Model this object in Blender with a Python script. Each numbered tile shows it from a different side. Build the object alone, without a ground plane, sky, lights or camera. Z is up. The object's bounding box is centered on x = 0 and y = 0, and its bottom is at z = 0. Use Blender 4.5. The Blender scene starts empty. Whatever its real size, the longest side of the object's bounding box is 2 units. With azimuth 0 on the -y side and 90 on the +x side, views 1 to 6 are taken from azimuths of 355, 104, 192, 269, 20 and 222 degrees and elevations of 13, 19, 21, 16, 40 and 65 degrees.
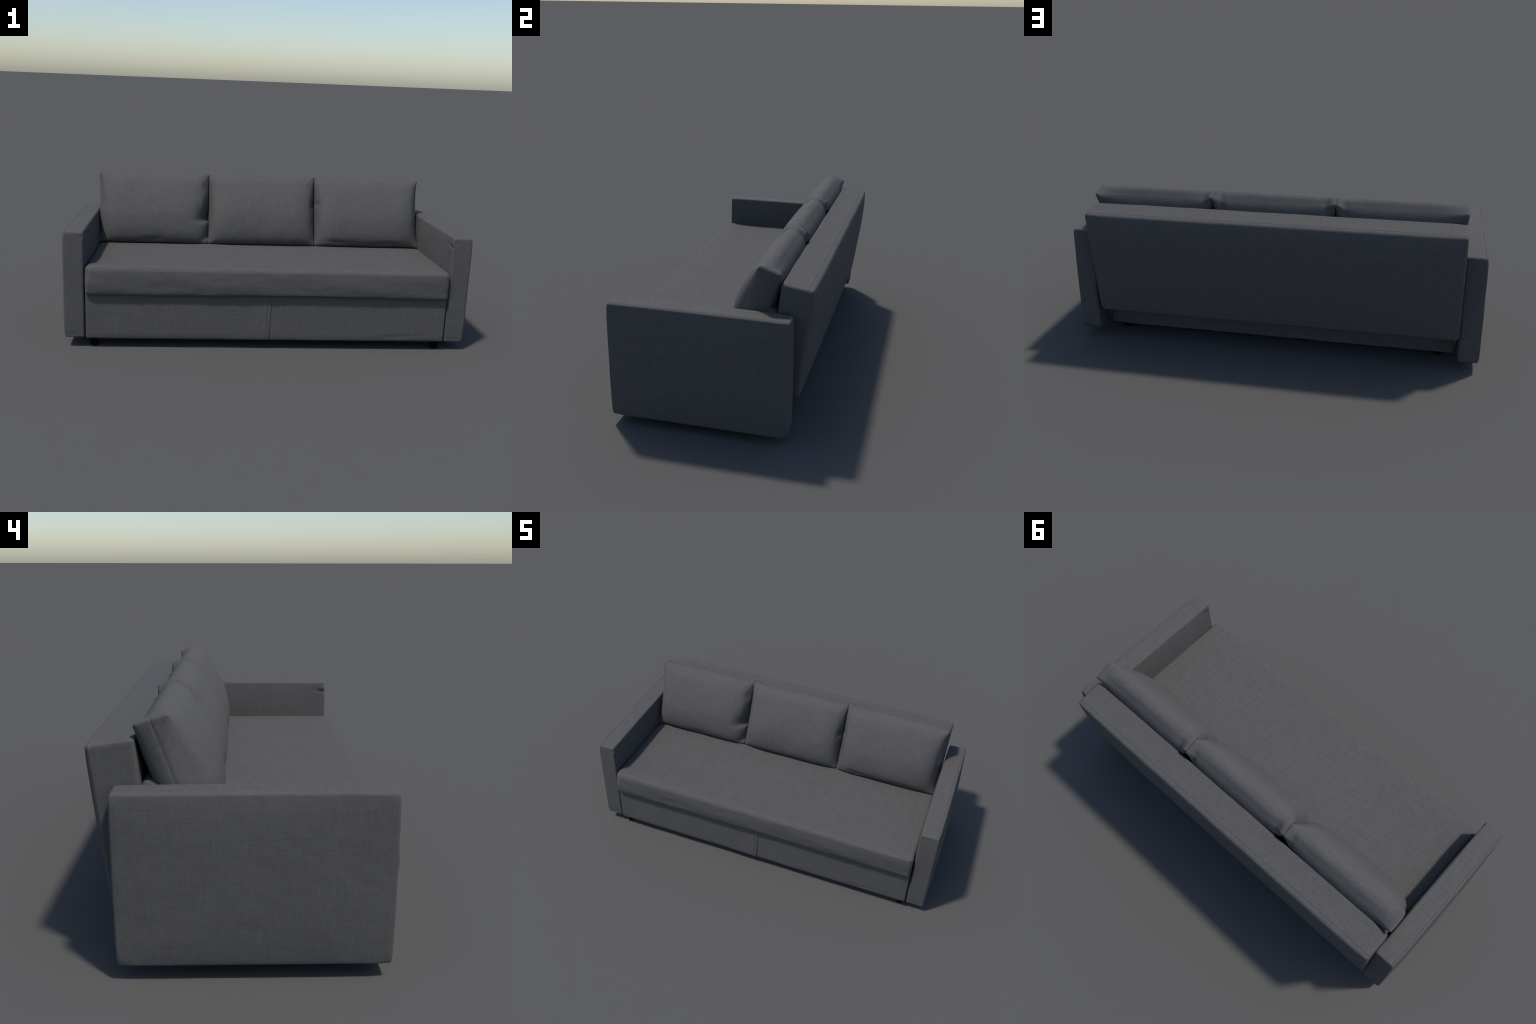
"""Three-seat upholstered sofa bed in grey woven linen, built part by part."""
import bpy, math
import numpy as np
from mathutils import Vector, noise, Matrix

# ------------------------------------------------------------------ materials
def new_material(name):
    m = bpy.data.materials.new(name)
    m.use_nodes = True
    nt = m.node_tree
    nt.nodes.clear()
    out = nt.nodes.new("ShaderNodeOutputMaterial")
    bsdf = nt.nodes.new("ShaderNodeBsdfPrincipled")
    nt.links.new(bsdf.outputs[0], out.inputs[0])
    return m, nt, bsdf


def math_node(nt, op, a, b=None):
    n = nt.nodes.new("ShaderNodeMath")
    n.operation = op
    for i, v in enumerate((a, b)):
        if v is None:
            continue
        if isinstance(v, (int, float)):
            n.inputs[i].default_value = v
        else:
            nt.links.new(v, n.inputs[i])
    return n.outputs[0]


def linen_material(name="grey_linen", base=(0.0886, 0.0857, 0.0828), depth=1.0):
    """Plain weave: long uneven threads along each axis; every face shows the
    two thread directions that lie in it."""
    m, nt, bsdf = new_material(name)
    tc = nt.nodes.new("ShaderNodeTexCoord")
    info = nt.nodes.new("ShaderNodeObjectInfo")
    off = nt.nodes.new("ShaderNodeVectorMath")
    off.operation = 'MULTIPLY_ADD'
    nt.links.new(info.outputs["Random"], off.inputs[0])
    off.inputs[1].default_value = (7.3, 3.1, 5.7)
    nt.links.new(tc.outputs["Object"], off.inputs[2])
    nrm = nt.nodes.new("ShaderNodeVectorMath")
    nrm.operation = 'ABSOLUTE'
    nt.links.new(tc.outputs["Normal"], nrm.inputs[0])
    sep = nt.nodes.new("ShaderNodeSeparateXYZ")
    nt.links.new(nrm.outputs[0], sep.inputs[0])
    total = None
    fine_total = None
    for ax in range(3):
        sums = []
        for fine, along, detail in ((215.0, 16.0, 2.0), (480.0, 60.0, 1.0)):
            mp = nt.nodes.new("ShaderNodeMapping")
            sc = [fine] * 3
            sc[1] *= depth          # curved fronts: threads keep running over the swell
            sc[ax] = along
            mp.inputs["Scale"].default_value = sc
            mp.inputs["Location"].default_value = (ax * 13.7, ax * 5.1, ax * 9.9)
            nt.links.new(off.outputs[0], mp.inputs["Vector"])
            nz = nt.nodes.new("ShaderNodeTexNoise")
            nz.inputs["Scale"].default_value = 1.0
            nz.inputs["Detail"].default_value = detail
            nz.inputs["Roughness"].default_value = 0.6
            nt.links.new(mp.outputs[0], nz.inputs["Vector"])
            sums.append(math_node(nt, 'SUBTRACT', nz.outputs["Fac"], 0.5))
        thread = math_node(nt, 'ADD', sums[0], math_node(nt, 'MULTIPLY', sums[1], 0.7))
        w = math_node(nt, 'SUBTRACT', 1.0, sep.outputs[ax])
        t = math_node(nt, 'MULTIPLY', thread, w)
        total = t if total is None else math_node(nt, 'ADD', total, t)
    # weave value -> brightness factor around 1
    weave = math_node(nt, 'ADD', math_node(nt, 'MULTIPLY', total, 0.37), 1.0)
    # very soft dye mottling: slightly warm and slightly cool patches
    mot = nt.nodes.new("ShaderNodeTexNoise")
    mot.inputs["Scale"].default_value = 34.0
    mot.inputs["Detail"].default_value = 3.0
    nt.links.new(off.outputs[0], mot.inputs["Vector"])
    ramp = nt.nodes.new("ShaderNodeValToRGB")
    ramp.color_ramp.elements[0].position = 0.3
    ramp.color_ramp.elements[1].position = 0.7
    ramp.color_ramp.elements[0].color = (base[0] * 0.972, base[1] * 1.005, base[2] * 1.01, 1)
    ramp.color_ramp.elements[1].color = (base[0] * 1.03, base[1] * 0.99, base[2] * 0.995, 1)
    nt.links.new(mot.outputs["Fac"], ramp.inputs[0])
    mul = nt.nodes.new("ShaderNodeVectorMath")
    mul.operation = 'SCALE'
    nt.links.new(ramp.outputs[0], mul.inputs[0])
    nt.links.new(weave, mul.inputs["Scale"])
    nt.links.new(mul.outputs[0], bsdf.inputs["Base Color"])
    bsdf.inputs["Roughness"].default_value = 0.9
    bsdf.inputs["Specular IOR Level"].default_value = 0.2
    bump = nt.nodes.new("ShaderNodeBump")
    bump.inputs["Strength"].default_value = 0.12
    bump.inputs["Distance"].default_value = 0.0015
    nt.links.new(total, bump.inputs["Height"])
    nt.links.new(bump.outputs[0], bsdf.inputs["Normal"])
    return m


def plain_material(name, color, rough, metallic=0.0):
    m, nt, bsdf = new_material(name)
    tc = nt.nodes.new("ShaderNodeTexCoord")
    nz = nt.nodes.new("ShaderNodeTexNoise")
    nz.inputs["Scale"].default_value = 120.0
    nt.links.new(tc.outputs["Object"], nz.inputs["Vector"])
    ramp = nt.nodes.new("ShaderNodeValToRGB")
    ramp.color_ramp.elements[0].color = (*[c * 0.85 for c in color], 1)
    ramp.color_ramp.elements[1].color = (*[c * 1.15 for c in color], 1)
    nt.links.new(nz.outputs["Fac"], ramp.inputs[0])
    nt.links.new(ramp.outputs[0], bsdf.inputs["Base Color"])
    bsdf.inputs["Roughness"].default_value = rough
    bsdf.inputs["Metallic"].default_value = metallic
    return m


LINEN = linen_material()
CUSHION_LINEN = linen_material("grey_cushion_linen", depth=0.18)
PLASTIC = plain_material("black_plastic", (0.0022, 0.0022, 0.0022), 0.8)
PLASTIC.node_tree.nodes["Principled BSDF"].inputs["Specular IOR Level"].default_value = 0.08
STEEL = plain_material("zinc_steel", (0.45, 0.45, 0.46), 0.4, 0.9)

# ------------------------------------------------------------------ helpers
def smooth(e0, e1, x):
    t = max(0.0, min(1.0, (x - e0) / (e1 - e0)))
    return t * t * (3 - 2 * t)


def keyed(keys, t):
    """Smooth interpolation through (t, value) keys (monotone cubic-ish)."""
    if t <= keys[0][0]:
        return keys[0][1]
    for i in range(len(keys) - 1):
        t0, v0 = keys[i]
        t1, v1 = keys[i + 1]
        if t <= t1:
            tp, vp = keys[i - 1] if i > 0 else (t0 - (t1 - t0), v0 - (v1 - v0))
            tn, vn = keys[i + 2] if i + 2 < len(keys) else (t1 + (t1 - t0), v1 + (v1 - v0))
            m0 = (v1 - vp) / (t1 - tp) * (t1 - t0)
            m1 = (vn - v0) / (tn - t0) * (t1 - t0)
            s = (t - t0) / (t1 - t0)
            return ((2*s**3 - 3*s*s + 1) * v0 + (s**3 - 2*s*s + s) * m0
                    + (-2*s**3 + 3*s*s) * v1 + (s**3 - s*s) * m1)
    return keys[-1][1]


def gauss(d, w):
    return math.exp(-(d / w) ** 2)


def lumps(p, scale, seed):
    return noise.noise(Vector((p[0] * scale + seed, p[1] * scale - seed * 0.7, p[2] * scale + 2.3 * seed)))


def axis_lines(h, r, step, extra=()):
    """Grid lines over [-h, h], dense in the rounded rim of width r."""
    inner = h - r
    n = max(2, int(round(2 * inner / step)))
    vals = [-inner + 2 * inner * i / n for i in range(n + 1)]
    rim = [inner + r * math.tan(math.radians(a)) for a in (15, 30, 45)]
    vals += rim + [-v for v in rim]
    for e in extra:
        vals += [e - 0.004, e - 0.002, e, e + 0.002, e + 0.004]
    vals = sorted(v for v in vals if -h - 1e-9 <= v <= h + 1e-9)
    out = []
    for v in vals:
        if not out or v - out[-1] > 0.0009:
            out.append(v)
    out[0], out[-1] = -h, h
    return out


def rounded_block(name, half, r, step, shape, material, extra=((), (), ())):
    """Closed block with rounded rims.  `shape(p, q)` maps the rounded point p
    (q: point on the sharp box, each coordinate scaled to -1..1) into place."""
    lines = [axis_lines(half[k], r, step, extra[k]) for k in range(3)]
    n = [len(l) for l in lines]
    index, verts, faces = {}, [], []

    def vid(i, j, k):
        key = (i, j, k)
        if key not in index:
            b = [lines[0][i], lines[1][j], lines[2][k]]
            c = [max(-half[a] + r, min(half[a] - r, b[a])) for a in range(3)]
            d = Vector([b[a] - c[a] for a in range(3)])
            p = Vector(c) + (d.normalized() * r if d.length > 1e-9 else d)
            q = Vector([b[a] / half[a] for a in range(3)])
            index[key] = len(verts)
            verts.append(shape(p, q))
        return index[key]

    for a in range(3):
        u, v = (a + 1) % 3, (a + 2) % 3
        for side in (0, n[a] - 1):
            for i in range(n[u] - 1):
                for j in range(n[v] - 1):
                    quad = []
                    for du, dv in ((0, 0), (1, 0), (1, 1), (0, 1)):
                        key = [0, 0, 0]
                        key[a], key[u], key[v] = side, i + du, j + dv
                        quad.append(vid(*key))
                    faces.append(quad if side else quad[::-1])
    return mesh_object(name, verts, faces, material)


def mesh_object(name, verts, faces, material):
    me = bpy.data.meshes.new(name)
    me.from_pydata([tuple(v) for v in verts], [], faces)
    me.polygons.foreach_set("use_smooth", [True] * len(me.polygons))
    me.materials.append(material)
    me.update()
    ob = bpy.data.objects.new(name, me)
    bpy.context.scene.collection.objects.link(ob)
    return ob


def round_corner(u, v, cu, cv, r, su, sv):
    """Round the corner of the rectangle whose sharp tip is (cu, cv); su, sv
    point from the tip into the rectangle."""
    ou, ov = cu + su * r, cv + sv * r
    du, dv = (u - ou) * -su, (v - ov) * -sv
    if du > 0 and dv > 0:
        m, l = max(du, dv), math.hypot(du, dv)
        du, dv = du * m / l, dv * m / l
        return ou - su * du, ov - sv * dv
    return u, v


# ------------------------------------------------------------------ thing
sofa = bpy.data.objects.new("sofa", None)
bpy.context.scene.collection.objects.link(sofa)
sofa["label"] = "grey linen three-seat sofa bed with slab arms and loose back cushions"
sofa["category"] = "sofa"


def add(ob, parent=None):
    ob.parent = parent or sofa
    return ob


# ------------------------------------------------------------------ armrests
def armrest(side, top, seed):
    """Upright padded slab; outer face pillows out to |x| = 1."""
    foot = 0.047 if side < 0 else 0.041
    hx, hy, hz = 0.048, 0.398, (top - foot) / 2
    cy, cz = -0.023, foot + hz
    seam = hx - 0.011            # stitched groove inboard of the outer top edge

    def shape(p, q):
        x, y, z = p
        pad_y = max(0.0, 1 - abs(q.y) ** 3.0) ** 0.8
        pad_z = max(0.0, 1 - abs(q.z) ** 3.0) ** 0.8
        if q.x > 0:
            x += q.x * 0.0135 * pad_y * pad_z
        else:
            x += (0.016 if side > 0 else 0.011) * pad_y * pad_z * q.x
        # padded ends and top
        y += 0.004 * q.y * pad_z * (1 if abs(q.y) > 0.98 else abs(q.y) ** 6)
        if q.z > 0.97:
            z += 0.004 * pad_y
            z -= 0.0028 * gauss(x - seam, 0.0024)
        # slight inset of the cloth at the four top/bottom tips
        tip = smooth(0.86, 1.0, abs(q.y)) * smooth(0.9, 1.0, abs(q.z))
        x -= 0.004 * tip * max(0.0, q.x)
        # tucked cloth fold under the inner front top corner
        if q.x < -0.5:
            d = math.hypot((y + 0.375) / 0.032, (z - (hz - 0.043 + 0.12 * (y + 0.375))) / 0.006)
            x += 0.006 * math.exp(-d * d) * (1 if side > 0 else 0.5)
            d2 = math.hypot((y + 0.392) / 0.012, (z - (hz - 0.03)) / 0.009)
            x -= 0.005 * math.exp(-d2 * d2)
        if q.y < -0.98:
            d = math.hypot((x + 0.034) / 0.012, (z - (hz - 0.026)) / 0.005)
            y += 0.004 * math.exp(-d * d)
            d = math.hypot((x - 0.0) / 0.022, (z + hz - 0.014) / 0.006)
            y += 0.003 * math.exp(-d * d)
        if side > 0:   # softly worn lower back corner
            y, z = round_corner(y, z, hy, -hz, 0.028, -1, 1)
        w = (x, y, z)
        a = 0.0014 * lumps(w, 7, seed) + 0.0006 * lumps(w, 26, seed + 3)
        x += a * (1 if q.x > 0 else -1)
        z += a * 0.7
        return Vector((side * (0.9375 + x), cy + y, cz + z))

    ob = rounded_block("armrest", (hx, hy, hz), 0.008, 0.009, shape, LINEN,
                       extra=((seam,), (), ()))
    if side < 0:
        ob.data.flip_normals()
    return add(ob)


armrest(-1, 0.567, 1.7)
armrest(1, 0.575, 8.2)

# ------------------------------------------------------------------ seat mattress
def seat():
    hx, hy, hz = 0.882, 0.380, 0.0675
    cy, cz = -0.070, 0.3355
    seam = -hy + 0.014

    def shape(p, q):
        x, y, z = p
        side_pad = max(0.0, 1 - abs(q.x) ** 14) ** 0.7
        if q.y < -0.97:
            y -= 0.006 * max(0.0, 1 - q.z ** 2) * side_pad
            # long shallow drape ripples on the front face
            y += 0.0022 * math.sin(9.5 * x + 0.6 + 14 * z) * math.exp(-((z + 0.02) / 0.03) ** 2)
            y += 0.0015 * lumps((x, 0, z * 3), 14, 4.4)
        if q.z > 0.97:
            z += 0.003 * side_pad * max(0.0, 1 - abs(q.y) ** 8) + 0.0035 * side_pad * gauss(y + 0.34, 0.12) * (1 - 1.1 * q.x)
            z -= 0.0018 * gauss(y - seam, 0.0022)
            z += 0.0012 * lumps((x, y, 0), 5, 2.2)
        if q.z < -0.9 and q.y < -0.9:
            z += 0.003 * math.sin(4.3 * x + 1.0) + 0.0025 * lumps((x, 0, 0), 6, 9.1)
        # front corners pull back where the cover is stitched
        high = smooth(-0.02, 0.06, z)
        x, y = round_corner(x, y, -hx, -hy - 0.006, 0.006 + 0.028 * high, 1, 1)
        x, y = round_corner(x, y, hx, -hy - 0.006, 0.006 + 0.014 * high, -1, 1)
        return Vector((x, cy + y, cz + z))

    return add(rounded_block("seat_cushion", (hx, hy, hz), 0.015, 0.010, shape, LINEN,
                             extra=((), (seam,), ())))


seat()

# ------------------------------------------------------------------ drawer front and base box
def drawer_front():
    hx, hy, hz = 0.883, 0.020, 0.1135
    cy, cz = -0.410, 0.1585
    lap = 0.007                # vertical lapped seam near the middle

    def shape(p, q):
        x, y, z = p
        if q.y < 0:
            edge = lap + 0.0012 * math.sin(18 * z) - 0.0025 * smooth(0.0, -0.12, z)
            d = edge - x
            y -= 0.0030 * smooth(-0.0015, 0.0015, d) * math.exp(-max(0.0, d) / 0.05)
            y -= 0.0018 * gauss(d - 0.024, 0.003)
            y += 0.0012 * gauss(x - edge - 0.003, 0.003)
            y += 0.0016 * lumps((x, 0, z), 8, 6.6)
            y += 0.003 * smooth(-0.085, -0.117, z)
            y += 0.003 * math.exp(-((x - 0.66) / 0.1) ** 2 - ((z + 0.088 - 0.06 * (x - 0.66)) / 0.006) ** 2)
        if q.z < -0.9:
            z += 0.0025 * lumps((x, 0, 0), 5, 3.3)
        return Vector((x, cy + y, cz + z))

    return add(rounded_block("drawer_front", (hx, hy, hz), 0.008, 0.008, shape, LINEN,
                             extra=((lap, lap - 0.024), (), ())))


drawer_front()


def base_box():
    hx, hy, hz = 0.876, 0.330, 0.1175
    cy, cz = -0.065, 0.1485

    def shape(p, q):
        x, y, z = p
        if q.y > 0.9:
            y += 0.002 * lumps((x, 0, z), 7, 5.2)
            if q.z < 0:
                z += 0.004 * lumps((x, 0, 0), 6, 1.3)
        return Vector((x, cy + y, cz + z))

    return add(rounded_block("base_frame", (hx, hy, hz), 0.008, 0.02, shape, LINEN))


base_box()

# ------------------------------------------------------------------ backrest
BACK_TILT = math.atan2(0.055, 0.512)


def backrest():
    hx, hy, hz = 0.880, 0.069, 0.264
    seam = hy - 0.017

    def shape(p, q):
        x, y, z = p
        t = (z / hz + 1) / 2
        x *= (1 - 0.014 * (1 - t)) if x > 0 else 1.0105
        x, z = round_corner(x, z, hx * 0.987, -hz, 0.032, -1, 1)
        x, z = round_corner(x, z, -hx * 1.0105, -hz, 0.018, 1, 1)
        side_pad = max(0.0, 1 - abs(q.x) ** 10) ** 0.7
        if q.y > 0.9:
            y += 0.022 * side_pad * keyed([(0, 0.0), (0.12, 0.3), (0.35, 0.68), (0.6, 0.95), (0.8, 0.95), (0.94, 0.6), (1, 0.2)], t)
        if q.z > 0.9:
            z += 0.002 * side_pad
            z -= 0.0028 * gauss(y - seam, 0.0024)
            z -= 0.006 * (q.y + 1) / 2          # top falls a little to the back
        a = 0.0016 * lumps((x, y, z), 6, 7.1) + 0.0005 * lumps((x, y, z), 25, 2.9)
        y += a * (1 if q.y > 0 else -1)
        z += a * (0.6 if q.z > 0.9 else 0)
        return Vector((x, y, z))

    ob = rounded_block("backrest", (hx, hy, hz), 0.012, 0.010, shape, LINEN,
                       extra=((), (seam,), ()))
    ob.location = (0.0, 0.354, 0.431)
    ob.rotation_euler = (-BACK_TILT, 0, 0)
    return add(ob)


backrest()

# ------------------------------------------------------------------ loose back cushions
TILT = math.radians(17.5)
FRONT_MID = [(0.0, -0.062), (0.06, -0.087), (0.15, -0.105), (0.28, -0.117), (0.45, -0.121), (0.64, -0.111),
             (0.82, -0.092), (0.93, -0.074), (1.0, -0.050)]
FRONT_EDGE_BOXED = [(0.0, -0.066), (0.3, -0.066), (0.6, -0.062), (0.85, -0.058), (1.0, -0.055)]
FRONT_EDGE_PINCHED = [(0.0, -0.064), (0.25, -0.064), (0.6, -0.054), (0.85, -0.050), (1.0, -0.034)]
BACK_MID = [(0.0, 0.030), (0.3, 0.056), (0.6, 0.068), (0.8, 0.071), (0.92, 0.056), (1.0, 0.034)]
BACK_EDGE_BOXED = [(0.0, 0.026), (0.4, 0.042), (1.0, 0.050)]
BACK_EDGE_PINCHED = [(0.0, 0.024), (0.4, 0.040), (1.0, 0.038)]


def relax(ob, weight, rounds):
    """Weighted Laplacian smoothing: softens creases where weight > 0."""
    me = ob.data
    n = len(me.vertices)
    co = np.empty(n * 3)
    me.vertices.foreach_get("co", co)
    co = co.reshape(n, 3)
    ed = np.empty(len(me.edges) * 2, dtype=np.int64)
    me.edges.foreach_get("vertices", ed)
    e0, e1 = ed.reshape(-1, 2).T
    deg = np.bincount(e0, minlength=n) + np.bincount(e1, minlength=n)
    w = 0.6 * np.asarray(weight)[:, None]
    for _ in range(rounds):
        acc = np.stack([np.bincount(e0, co[e1, k], n) + np.bincount(e1, co[e0, k], n) for k in range(3)], 1)
        co += w * (acc / deg[:, None] - co)
    return co


def back_cushion(x0, x1, seed, boxed=(1.0, 1.0), dents=(), ears=(0, 0), seam=(0, 0)):
    """Loose feather cushion leaning on the backrest.  boxed: 1 for an end with
    square top corners, 0 for an end gathered against its neighbour; dents are
    (x, height, length, width, depth, slope) folds in the front face; ears lift
    the top corners."""
    hx, hy, hz = (x1 - x0) / 2, 0.06, 0.19
    cx = (x0 + x1) / 2
    H = 0.361
    soft, stitch = [], []

    def shape(p, q):
        a = p.x / hx
        c = (p.z / hz + 1) / 2
        b = p.y / hy
        end = 1 if a > 0 else 0
        sgn = 1 if a > 0 else -1
        box = boxed[end]
        B = 1 - abs(a) ** (5.0 + 2.0 * (1 - box))
        fe = keyed(FRONT_EDGE_BOXED, c) * box + keyed(FRONT_EDGE_PINCHED, c) * (1 - box)
        be = keyed(BACK_EDGE_BOXED, c) * box + keyed(BACK_EDGE_PINCHED, c) * (1 - box)
        f = fe + (keyed(FRONT_MID, c) - fe) * B
        k = be + (keyed(BACK_MID, c) - be) * B
        y = f + (k - f) * (b + 1) / 2
        crown = (0.013 * (1 - b * b) * (1 - 0.5 * b) - 0.008 * smooth(0.0, 1.0, b)) * B
        ear = ears[end] * gauss(1 - abs(a), 0.12)
        top = H + crown + ear
        bot = y * math.tan(TILT)
        z = bot + (top - bot) * c
        x = p.x
        mid = math.sin(math.pi * min(1.0, max(0.0, c)))
        # vertical ends bow in slightly at mid height between the corners
        x -= sgn * (0.001 + 0.004 * box) * smooth(0.5, 1.0, abs(a)) * mid
        # the cover rolls round from the front into the end seam, except at the tips
        if b < 0:
            x -= sgn * (0.010 + 0.018 * box) * b * b * smooth(0.86, 1.0, abs(a)) * mid ** 0.6
        else:
            x -= sgn * 0.010 * b * b * smooth(0.86, 1.0, abs(a)) * mid ** 0.6
        fw = smooth(0.2, -0.8, b)
        for (dx, dc, ln, wd, dp, sl) in dents:
            u = (a - dx) * hx
            v = (c - dc) * H - sl * u
            g = math.exp(-(u / ln) ** 2) * (math.exp(-(v / wd) ** 2) if v > 0 else math.exp(-(v / (wd * 0.3)) ** 2))
            y += dp * g * fw
        # dimples where the gathered top corners are tucked in
        if box < 0.5 and c > 0.9:
            g = math.exp(-(((1 - abs(a)) * hx - 0.045) / 0.014) ** 2) * smooth(-0.6, 0.9, b)
            z -= 0.006 * g
            y -= 0.005 * g
        # cloth unevenness
        w = (x + cx, y, z)
        lump = 0.0030 * lumps(w, 6, seed) + 0.0014 * lumps(w, 19, seed + 5)
        # little radial gathers towards the corners
        corner = smooth(0.72, 0.98, abs(a)) * smooth(0.5, 0.95, abs(2 * c - 1))
        ang = math.atan2((1 - abs(a)) * hx + 0.004, (1 - abs(2 * c - 1)) * 0.18 + 0.004)
        lump += 0.0018 * corner * math.sin(9 * ang + seed)
        y += lump * (-1 + 1.8 * smooth(-0.8, 0.8, b))
        z += 0.5 * lump * smooth(0.8, 1.0, c)
        soft.append(smooth(0.62, 0.9, abs(a)) * smooth(0.97, 0.80, c) * smooth(0.02, 0.12, c) * (0.06 + 0.94 * box))
        # stitched seam along the cushion end
        stitch.append(-sgn * 0.0022 * seam[end] * gauss(b, 0.055) * smooth(0.02, 0.1, c) if abs(q.x) > 0.99 else 0.0)
        return Vector((x, y, z))

    ob = rounded_block("back_cushion", (hx, hy, hz), 0.012, 0.007, shape, CUSHION_LINEN,
                       extra=((), (0.0,), ()))
    co = relax(ob, soft, 40)
    co[:, 0] += stitch
    ob.data.vertices.foreach_set("co", co.ravel())
    ob.data.update()
    ob.location = (cx, 0.160, 0.407)
    ob.rotation_euler = (-TILT, 0, 0)
    return add(ob)


back_cushion(-0.894, -0.292, 2.4, boxed=(1.0, 0.0), ears=(0.006, 0.012), seam=(1.0, 0.0),
             dents=((0.97, 0.36, 0.050, 0.050, 0.040, 0.0), (1.0, 0.10, 0.03, 0.03, 0.014, 0.4),
                    (0.0, 0.06, 0.05, 0.018, 0.008, 0.1), (0.97, 0.8, 0.03, 0.08, 0.014, 0.0)))
back_cushion(-0.297, 0.2935, 5.9, boxed=(0.0, 0.0), ears=(0.016, 0.010),
             dents=((1.0, 0.55, 0.025, 0.03, 0.014, 0.2), (-0.98, 0.75, 0.02, 0.09, 0.008, 0.0)))
back_cushion(0.2895, 0.884, 9.3, boxed=(0.0, 1.0), ears=(0.015, 0.005),
             dents=((-0.98, 0.58, 0.02, 0.02, 0.012, -0.2), (0.25, 0.05, 0.09, 0.014, 0.007, 0.08),
                    (-0.55, 0.07, 0.07, 0.014, 0.007, -0.05)))

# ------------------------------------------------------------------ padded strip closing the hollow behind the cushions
def back_pad():
    def shape(p, q):
        y = p.y - 0.012 * (p.z / 0.088)
        z = p.z + 0.006 * lumps((p.x, y, p.z), 9, 3.8) * (q.z > 0)
        return Vector((p.x, 0.274 + y, 0.486 + z))
    return add(rounded_block("back_pad", (0.876, 0.036, 0.090), 0.02, 0.015, shape, LINEN))


back_pad()

# ------------------------------------------------------------------ feet and hinges
def foot_mesh():
    prof = [(0.0, 0.0), (0.0165, 0.0), (0.0195, 0.003), (0.0205, 0.012), (0.0205, 0.047), (0.0, 0.047)]
    n = 28
    verts, faces = [], []
    for r, z in prof:
        verts += [(max(r, 1e-5) * math.cos(2 * math.pi * i / n), max(r, 1e-5) * math.sin(2 * math.pi * i / n), z) for i in range(n)]
    for j in range(len(prof) - 1):
        for i in range(n):
            k = (i + 1) % n
            faces.append((j * n + i, j * n + k, (j + 1) * n + k, (j + 1) * n + i))
    return verts, faces


v, f = foot_mesh()
first = mesh_object("foot", v, f, PLASTIC)
add(first)
first.location = (-0.848, -0.384, 0)
for loc in ((0.853, -0.386, 0), (-0.80, 0.22, 0), (0.80, 0.22, 0)):
    o = first.copy()
    bpy.context.scene.collection.objects.link(o)
    o.location = loc

for s in (-1, 1):
    def plate(p, q, s=s):
        return Vector((s * 0.8785 + p.x, 0.256 + p.y, 0.085 + p.z))
    add(rounded_block("hinge_plate", (0.0016, 0.010, 0.018), 0.0012, 0.01, plate, STEEL))
